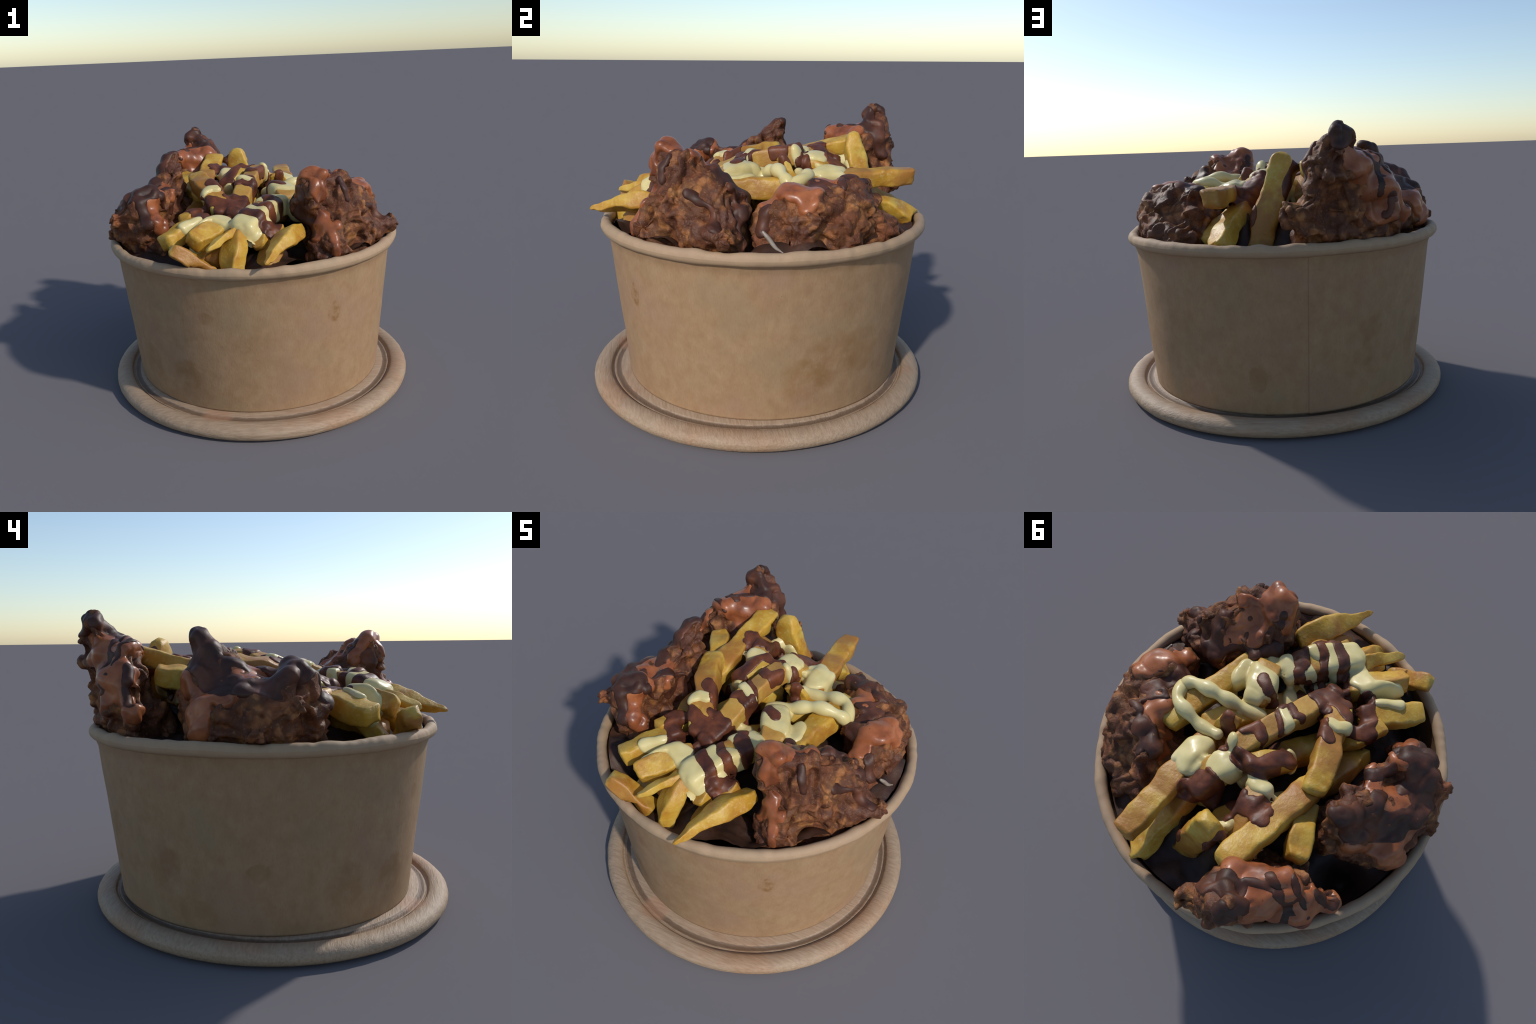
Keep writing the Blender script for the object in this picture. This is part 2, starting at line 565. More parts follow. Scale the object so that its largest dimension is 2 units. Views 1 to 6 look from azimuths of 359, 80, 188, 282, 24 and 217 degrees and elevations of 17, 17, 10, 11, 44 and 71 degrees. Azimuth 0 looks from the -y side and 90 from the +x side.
# ------------------------------------------------------------------ french fries
# spine control points, width, height, roll (degrees), taper at the start and at the end
FRIES = [
    ([(-0.265, 0.72, 1.365), (-0.30, 0.47, 1.315), (-0.345, 0.20, 1.25), (-0.36, 0.05, 1.18)], 0.135, 0.105, 8, 0.8, 0.9),
    ([(-0.385, 0.20, 1.30), (-0.33, 0.02, 1.29), (-0.255, -0.17, 1.235), (-0.20, -0.32, 1.15)], 0.135, 0.115, -8, 0.85, 0.9),
    ([(-0.115, 0.605, 1.435), (-0.08, 0.62, 1.28), (-0.02, 0.66, 1.10), (0.035, 0.71, 0.86)], 0.15, 0.115, 55, 0.40, 0.95),
    ([(0.230, 0.865, 1.222), (0.228, 0.65, 1.220), (0.225, 0.42, 1.215), (0.215, 0.22, 1.19)], 0.125, 0.105, 6, 0.85, 0.9),
    ([(0.205, 0.905, 0.955), (0.18, 0.77, 1.03), (0.15, 0.60, 1.11), (0.12, 0.42, 1.16)], 0.125, 0.10, 25, 0.8, 0.9),
    ([(0.045, 0.235, 1.335), (-0.02, 0.06, 1.30), (-0.08, -0.14, 1.235), (-0.145, -0.36, 1.14)], 0.115, 0.12, 4, 0.9, 0.85),
    ([(-0.045, 0.27, 1.345), (-0.11, 0.20, 1.31), (-0.20, 0.10, 1.225)], 0.10, 0.10, 15, 0.75, 0.9),
    ([(-0.50, 0.49, 1.27), (-0.44, 0.36, 1.24), (-0.38, 0.22, 1.18)], 0.13, 0.11, -10, 0.75, 0.9),
    ([(-0.545, -0.59, 1.075), (-0.44, -0.47, 1.105), (-0.30, -0.32, 1.14)], 0.125, 0.12, 10, 0.8, 0.8),
    ([(-0.375, -0.68, 1.105), (-0.28, -0.56, 1.12), (-0.16, -0.43, 1.13)], 0.13, 0.115, -25, 0.85, 0.9),
    ([(-0.50, -0.755, 1.095), (-0.42, -0.745, 1.045), (-0.31, -0.73, 0.965), (-0.26, -0.72, 0.92)], 0.105, 0.085, 15, 0.7, 0.9),
    ([(-0.285, -0.80, 1.09), (-0.20, -0.69, 1.12), (-0.11, -0.55, 1.135), (-0.04, -0.45, 1.14)], 0.11, 0.08, 30, 0.25, 0.9),
    ([(-0.165, -0.785, 0.87), (-0.15, -0.735, 1.0), (-0.14, -0.645, 1.09), (-0.13, -0.54, 1.13)], 0.145, 0.10, 40, 0.7, 0.9),
    ([(0.015, -0.955, 1.045), (0.075, -0.83, 1.075), (0.145, -0.69, 1.10), (0.235, -0.52, 1.10)], 0.135, 0.105, 28, 0.10, 0.8),
    ([(0.26, -0.36, 1.165), (0.33, -0.12, 1.20), (0.385, 0.08, 1.205), (0.435, 0.31, 1.20)], 0.13, 0.11, 5, 0.85, 0.8),
    ([(0.21, -0.27, 1.22), (0.17, -0.13, 1.245), (0.13, -0.03, 1.24)], 0.13, 0.11, 0, 0.9, 0.8),
    ([(0.145, 0.10, 1.345), (0.17, 0.14, 1.27), (0.20, 0.19, 1.17)], 0.115, 0.045, 40, 0.7, 0.9),
    ([(-0.10, -0.62, 1.13), (-0.01, -0.50, 1.18), (0.07, -0.38, 1.20), (0.15, -0.27, 1.21)], 0.14, 0.11, 0, 0.85, 0.85),
    ([(-0.005, -0.70, 1.055), (0.02, -0.60, 1.11), (0.05, -0.50, 1.14)], 0.09, 0.07, 20, 0.7, 0.9),
    ([(-0.195, 0.59, 1.195), (-0.185, 0.50, 1.255), (-0.175, 0.40, 1.295), (-0.165, 0.28, 1.285)], 0.115, 0.09, 10, 0.75, 0.8),
    ([(0.10, 0.50, 1.19), (0.07, 0.38, 1.25), (0.03, 0.27, 1.27)], 0.15, 0.12, 10, 0.85, 0.9),
    ([(-0.44, -0.37, 1.155), (-0.37, -0.25, 1.14), (-0.30, -0.15, 1.1)], 0.10, 0.10, 0, 0.8, 0.9),
    ([(0.30, 0.20, 1.19), (0.20, 0.08, 1.20), (0.08, -0.04, 1.20)], 0.12, 0.09, 0, 0.85, 0.9),
    ([(0.02, -0.30, 1.09), (0.06, -0.16, 1.10), (0.10, 0.02, 1.10)], 0.12, 0.10, 10, 0.8, 0.9),
    ([(-0.36, 0.12, 1.14), (-0.40, -0.06, 1.10), (-0.43, -0.24, 1.02)], 0.12, 0.11, 20, 0.8, 0.8),
    ([(-0.04, 0.55, 1.10), (-0.22, 0.36, 1.12), (-0.35, 0.2, 1.06)], 0.13, 0.11, 15, 0.8, 0.8),
    ([(0.0, 0.30, 1.14), (-0.14, 0.05, 1.12), (-0.25, -0.15, 1.08)], 0.13, 0.12, 10, 0.8, 0.8),
    ([(-0.22, -0.36, 1.07), (0.0, -0.20, 1.10), (0.18, 0.0, 1.10)], 0.13, 0.12, 10, 0.8, 0.8),
    ([(0.30, -0.05, 1.08), (0.16, 0.22, 1.10), (0.06, 0.50, 1.06)], 0.13, 0.12, 10, 0.8, 0.8),
    ([(0.02, -0.76, 0.96), (0.08, -0.64, 1.04), (0.12, -0.50, 1.10)], 0.11, 0.10, 20, 0.7, 0.9),
    ([(-0.40, -0.63, 0.93), (-0.32, -0.54, 1.02), (-0.22, -0.44, 1.08)], 0.11, 0.10, -15, 0.7, 0.9),
    ([(0.30, 0.66, 0.96), (0.24, 0.54, 1.06), (0.16, 0.40, 1.12)], 0.12, 0.10, 10, 0.7, 0.9),
    ([(-0.28, -0.64, 0.96), (-0.16, -0.44, 1.02), (-0.02, -0.3, 1.06)], 0.13, 0.12, 10, 0.8, 0.8),
]


def spline(points, n):
    p = [Vector(v) for v in points]
    p = [p[0] * 2 - p[1]] + p + [p[-1] * 2 - p[-2]]
    out = []
    m = len(p) - 3
    for k in range(n):
        u = min(k / (n - 1) * m, m - 1e-6)
        i = int(u) + 1
        t = u - int(u)
        a, b, c, d = p[i - 1], p[i], p[i + 1], p[i + 2]
        out.append(0.5 * (2 * b + (c - a) * t + (2 * a - 5 * b + 4 * c - d) * t * t + (3 * b - a - 3 * c + d) * t ** 3))
    return out


def fry_geometry(spine, w, h, roll, t0, t1, seed):
    w, h = w * 0.95, h * 0.95
    length = sum((Vector(b) - Vector(a)).length for a, b in zip(spine[:-1], spine[1:]))
    rings = max(24, int(length / 0.014))
    c = spline(spine, rings)
    sec, per = [], 28
    for k in range(per):
        a = TAU * k / per
        e = 0.30
        sec.append((math.copysign(abs(math.cos(a)) ** e, math.cos(a)) * 0.5, math.copysign(abs(math.sin(a)) ** e, math.sin(a)) * 0.5))
    vs, fs = [], []
    for i, q in enumerate(c):
        s = i / (rings - 1)
        tan = (c[min(i + 1, rings - 1)] - c[max(i - 1, 0)]).normalized()
        side = tan.cross(Vector((0, 0, 1)))
        if side.length < 0.2:
            side = tan.cross(Vector((0, 1, 0.2)))
        side.normalize()
        up = side.cross(tan).normalized()
        r = math.radians(roll) + 0.25 * (s - 0.5) * math.sin(seed * 7)
        ex = side * math.cos(r) + up * math.sin(r)
        ey = up * math.cos(r) - side * math.sin(r)
        d0, d1 = s * length, (1 - s) * length
        # taper over the last stretch and a rounded cap at the very end
        k0 = t0 + (1 - t0) * min(1, d0 / (0.34 if t0 < 0.3 else 0.12)) ** (0.75 if t0 < 0.3 else 0.6)
        k1 = t1 + (1 - t1) * min(1, d1 / 0.10) ** 0.8
        cap = min(1.0, math.sqrt(max(0.0, 1 - (1 - min(1, min(d0, d1) / 0.022)) ** 2)) * 0.30 + 0.70)
        if i in (0, rings - 1):
            cap = 0.5
        for x, y in sec:
            kx, ky = (k0 * k1 * cap,) * 2
            if t0 < 0.3:
                ky = max(0.2, k0) * k1 * cap
            v = q + ex * (x * w * kx) + ey * (y * h * ky)
            n1 = noise.noise_vector(v * 9 + Vector((seed, 0, 0)))
            n2 = noise.noise_vector(v * 26 + Vector((0, seed, 0)))
            vs.append(v + n1 * 0.016 + n2 * 0.005)
    for i in range(rings - 1):
        for k in range(per):
            l = (k + 1) % per
            fs.append((i * per + k, i * per + l, (i + 1) * per + l, (i + 1) * per + k))
    fs.append(tuple(range(per))[::-1])
    fs.append(tuple((rings - 1) * per + k for k in range(per)))
    return vs, fs


def build_fries():
    soup_v, soup_f = [], []
    for i, spec in enumerate(FRIES):
        vs, fs = fry_geometry(*spec, seed=i * 1.37 + 0.5)
        vs = stay_inside(np.array(vs)).tolist()
        o = len(soup_v)
        soup_v.extend(vs)
        soup_f.extend([tuple(v + o for v in f) for f in fs])
        ob = make_object("french_fry", vs, fs, POTATO)
        tag(ob, "thick golden french fry with browned edges", "french fry")
    return soup_v, soup_f


# ------------------------------------------------------------------ fried chicken
CHICKEN = {  # rounded lobes (x, y, z, radius) that fuse into each piece of meat
    "left_piece": [
        (-0.7, -0.04, 1.08, 0.2), (-0.62, 0.14, 1.1, 0.181), (-0.68, -0.12, 0.88, 0.197), (-0.6, 0.08, 0.86, 0.193), (-0.7, -0.2, 1.16, 0.149),
        (-0.74, 0.08, 1.06, 0.172), (-0.56, 0.2, 1.28, 0.106), (-0.5, 0.22, 0.96, 0.116), (-0.66, -0.26, 0.82, 0.137), (-0.7, 0.04, 0.88, 0.194),
        (-0.66, -0.28, 1.02, 0.106), (-0.6, 0.04, 1.24, 0.106), (-0.56, 0.22, 1.14, 0.133), (-0.52, 0.16, 0.82, 0.139), (-0.78, -0.1, 1.08, 0.147),
        (-0.6, -0.02, 0.8, 0.191), (-0.62, -0.3, 1.12, 0.091), (-0.56, 0.2, 1.36, 0.08), (-0.62, 0.06, 1.04, 0.186), (-0.64, -0.22, 1.26, 0.082),
        (-0.66, -0.16, 0.8, 0.194), (-0.54, 0.1, 1.34, 0.068), (-0.5, 0.24, 1.02, 0.111), (-0.6, -0.32, 0.94, 0.073), (-0.58, -0.06, 1.24, 0.073),
        (-0.7, -0.14, 1.02, 0.176), (-0.72, -0.24, 1.24, 0.093), (-0.7, -0.06, 0.8, 0.193), (-0.58, 0.1, 1.2, 0.133), (-0.62, 0.08, 0.92, 0.2),
        (-0.62, 0.22, 1.24, 0.091), (-0.56, -0.34, 1.02, 0.053), (-0.55, 0.245, 1.43, 0.055), (-0.86, -0.26, 1.15, 0.06), (-0.9, -0.1, 1.02, 0.06),
    ],
    "tall_piece": [
        (-0.32, 0.7, 0.86, 0.153), (-0.38, 0.72, 1.16, 0.149), (-0.38, 0.76, 1.34, 0.129), (-0.46, 0.62, 0.86, 0.149), (-0.5, 0.66, 1.2, 0.134),
        (-0.44, 0.66, 1.04, 0.147), (-0.3, 0.8, 1.08, 0.113), (-0.62, 0.62, 1.12, 0.093), (-0.6, 0.58, 0.9, 0.093), (-0.3, 0.84, 1.22, 0.093),
        (-0.46, 0.7, 1.34, 0.106), (-0.36, 0.82, 1.42, 0.093), (-0.34, 0.7, 0.98, 0.143), (-0.62, 0.56, 0.8, 0.082), (-0.68, 0.54, 1.02, 0.062),
        (-0.26, 0.8, 0.82, 0.093), (-0.36, 0.66, 0.76, 0.168), (-0.54, 0.64, 1.06, 0.119), (-0.26, 0.8, 0.96, 0.093), (-0.4, 0.84, 1.5, 0.065),
        (-0.62, 0.64, 1.2, 0.082), (-0.38, 0.74, 1.26, 0.14), (-0.32, 0.86, 1.36, 0.073), (-0.48, 0.6, 0.78, 0.144), (-0.68, 0.54, 1.12, 0.056),
        (-0.26, 0.88, 1.12, 0.065), (-0.48, 0.62, 1, 0.133), (-0.46, 0.74, 1.34, 0.106), (-0.66, 0.54, 0.9, 0.065), (-0.4, 0.66, 0.92, 0.154),
        (-0.36, 0.72, 1.08, 0.15), (-0.7, 0.52, 0.8, 0.05), (-0.5, 0.64, 1.14, 0.133), (-0.54, 0.6, 1.28, 0.062), (-0.26, 0.88, 1.06, 0.065),
        (-0.32, 0.78, 1.16, 0.124), (-0.26, 0.66, 0.76, 0.108), (-0.42, 0.7, 1.2, 0.147), (-0.26, 0.88, 1.18, 0.068), (-0.42, 0.64, 0.82, 0.163),
        (-0.405, 0.85, 1.525, 0.05), (-0.44, 0.82, 1.495, 0.055), (-0.72, 0.52, 1.1, 0.055), (-0.5, 0.66, 1.38, 0.07), (-0.55, 0.6, 1.36, 0.07),
        (-0.6, 0.57, 1.28, 0.08), (-0.66, 0.55, 1.2, 0.075), (-0.41, 0.88, 1.45, 0.05), (-0.34, 0.895, 1.33, 0.055), (-0.28, 0.91, 1.21, 0.055),
        (-0.43, 0.82, 1.3, 0.07), (-0.44, 0.78, 1.15, 0.085), (-0.49, 0.54, 1.06, 0.11), (-0.46, 0.5, 0.96, 0.11), (-0.36, 0.57, 1, 0.1),
        (-0.185, 0.915, 1.15, 0.055),
    ],
    "front_piece": [
        (0.44, -0.42, 1.18, 0.19), (0.62, -0.32, 1.02, 0.163), (0.4, -0.58, 0.98, 0.136), (0.52, -0.48, 0.86, 0.144), (0.54, -0.28, 1.14, 0.158),
        (0.34, -0.48, 1.32, 0.119), (0.64, -0.34, 0.88, 0.126), (0.42, -0.62, 0.82, 0.101), (0.48, -0.4, 1.08, 0.175), (0.32, -0.4, 1.24, 0.119),
        (0.6, -0.28, 1.1, 0.154), (0.7, -0.3, 0.88, 0.101), (0.44, -0.5, 1.14, 0.145), (0.4, -0.36, 1.18, 0.149), (0.58, -0.4, 0.9, 0.147),
        (0.4, -0.6, 0.92, 0.124), (0.56, -0.48, 1.18, 0.101), (0.42, -0.5, 1.02, 0.147), (0.7, -0.28, 1.02, 0.11), (0.5, -0.42, 1.28, 0.108),
        (0.38, -0.66, 0.82, 0.082), (0.34, -0.52, 1.36, 0.093), (0.58, -0.34, 1.04, 0.175), (0.5, -0.52, 0.82, 0.133), (0.52, -0.32, 1.22, 0.119),
        (0.76, -0.34, 1.06, 0.062), (0.58, -0.44, 0.8, 0.127), (0.5, -0.24, 1.16, 0.119), (0.32, -0.28, 1.22, 0.068), (0.46, -0.42, 0.98, 0.132),
        (0.46, -0.64, 1.02, 0.073), (0.68, -0.3, 0.94, 0.119), (0.83, -0.29, 1.06, 0.055), (0.34, -0.52, 1.38, 0.085), (0.44, -0.48, 1.32, 0.1),
        (0.49, -0.42, 1.34, 0.085), (0.55, -0.35, 1.3, 0.08), (0.31, -0.55, 1.29, 0.08), (0.62, -0.27, 1.24, 0.075),
    ],
    "right_piece": [
        (0.62, 0.24, 1.06, 0.2), (0.5, 0.5, 0.92, 0.194), (0.66, 0.08, 1.1, 0.163), (0.54, 0.38, 1.04, 0.2), (0.58, 0.32, 0.88, 0.197),
        (0.64, 0.1, 0.88, 0.106), (0.4, 0.5, 1.04, 0.133), (0.52, 0.5, 0.84, 0.19), (0.6, 0.38, 1.04, 0.191), (0.68, -0.06, 1.02, 0.091),
        (0.44, 0.46, 1.18, 0.091), (0.48, 0.4, 1, 0.187), (0.6, 0.38, 0.86, 0.19), (0.54, 0.22, 1.14, 0.127), (0.48, 0.56, 0.94, 0.153),
        (0.66, 0.02, 0.96, 0.101), (0.64, 0.3, 0.98, 0.184), (0.66, 0.12, 1.1, 0.172), (0.6, 0.22, 0.84, 0.149), (0.6, 0.34, 1.08, 0.186),
        (0.52, 0.36, 0.84, 0.175), (0.4, 0.56, 0.98, 0.121), (0.54, 0.08, 1.18, 0.075), (0.64, -0.02, 1.1, 0.101), (0.56, 0.5, 0.98, 0.154),
        (0.48, 0.42, 1.16, 0.115), (0.62, 0.24, 0.98, 0.191), (0.34, 0.38, 1.06, 0.073), (0.77, 0.02, 0.95, 0.08),
    ],
}



def crunch(co, quads, seed, amount=1.0):
    """Crispy breading: irregular crags parted by winding crevices, with knobs in patches."""
    n = normals_of(co, quads)
    co = co + n * (0.020 * amount * fbm(co, 6.0, 2, seed))[:, None]
    warp = co + 0.035 * np.stack([fbm(co, 8, 2, seed + k) for k in (1, 2, 3)], -1)
    crack = np.exp(-(fbm(warp, 5.0, 3, seed + 5) / 0.085) ** 2)
    crease = np.exp(-(fbm(warp, 15.0, 2, seed + 6) / 0.12) ** 2)
    knobs = np.sqrt(np.clip(cells(warp, 13.0, seed) * 1.5, 0, 1)) - 0.62
    boss = np.sqrt(np.clip(cells(warp, 5.6, seed + 3) * 1.4, 0, 1)) - 0.62
    patch = np.clip(0.45 + 1.5 * fbm(co, 3.5, 2, seed + 2), 0.0, 1.0)
    ridge = 1 - 2.2 * np.sqrt(fbm(warp, 6.0, 2, seed + 15) ** 2 + 0.006)
    fold = 1 - 2.2 * np.sqrt(fbm(warp, 13.0, 2, seed + 17) ** 2 + 0.006)
    h = -0.004 + 0.038 * boss + 0.026 * (ridge - 0.45) + 0.011 * (fold - 0.45) - 0.016 * crack - (0.002 + 0.008 * patch) * crease
    h += patch * 0.011 * knobs + 0.004 * fbm(co, 22.0, 3, seed + 9)
    h += 0.002 * patch * np.abs(fbm(co, 40.0, 2, seed + 12))
    n = normals_of(co, quads)
    return relax(co + n * (amount * h)[:, None], quads, 2, True)


def stay_inside(co):
    """Keep the meat within the paper wall below the rim."""
    d = co[:, :2] - BOWL
    r = np.hypot(d[:, 0], d[:, 1])
    lim = np.where(co[:, 2] < 1.0, 0.79 + 0.075 * np.clip((co[:, 2] - 0.1) / 0.85, 0, 1.05), 9.0)
    k = np.minimum(1, lim / np.maximum(r, 1e-6))
    co = co.copy()
    co[:, :2] = d * k[:, None] + BOWL
    return co


def chicken_skin(lobes):
    vs, fs = sphere_mesh(lobes)
    skin, quads = fuse(vs, fs, 0.014, 6)
    # close the clefts between the lobes: swell, fuse again, shrink back
    skin, quads = fuse(skin + 0.034 * normals_of(relax(skin, quads, 8), quads), quads, 0.0105, 10)
    skin = skin - 0.030 * normals_of(relax(skin, quads, 20), quads)
    skin = relax(skin, quads, 10)
    return skin, quads


def build_chicken(lobes, strokes, seed):
    skin, quads = chicken_skin(lobes)
    rough = stay_inside(crunch(skin, quads, seed))
    mess = make_object("fried_chicken", rough, quads, CRUST)
    tag(mess, "craggy piece of crispy fried chicken streaked with sauce", "fried chicken")
    n = normals_of(skin, quads)
    lift = ((rough - skin) * n).sum(1)
    side = (rough - skin) - n * lift[:, None]
    soft = relax(skin + 0.5 * side + n * (smooth_scalar(lift, quads, len(skin), 14) + 0.004)[:, None], quads, 8, True)
    for kind, mat, thick in (("orange_sauce", ORANGE, 0.005), ("brown_sauce", GLAZE, 0.0045)):
        s = strokes.get(kind)
        if s:
            _, lift = sauce_shell(kind, soft, quads, s, thick, mat, mess, 0.5, seed, None, 1.0, kind == "orange_sauce")
            soft = soft + normals_of(soft, quads) * (lift * 1.1)[:, None]
    return mess


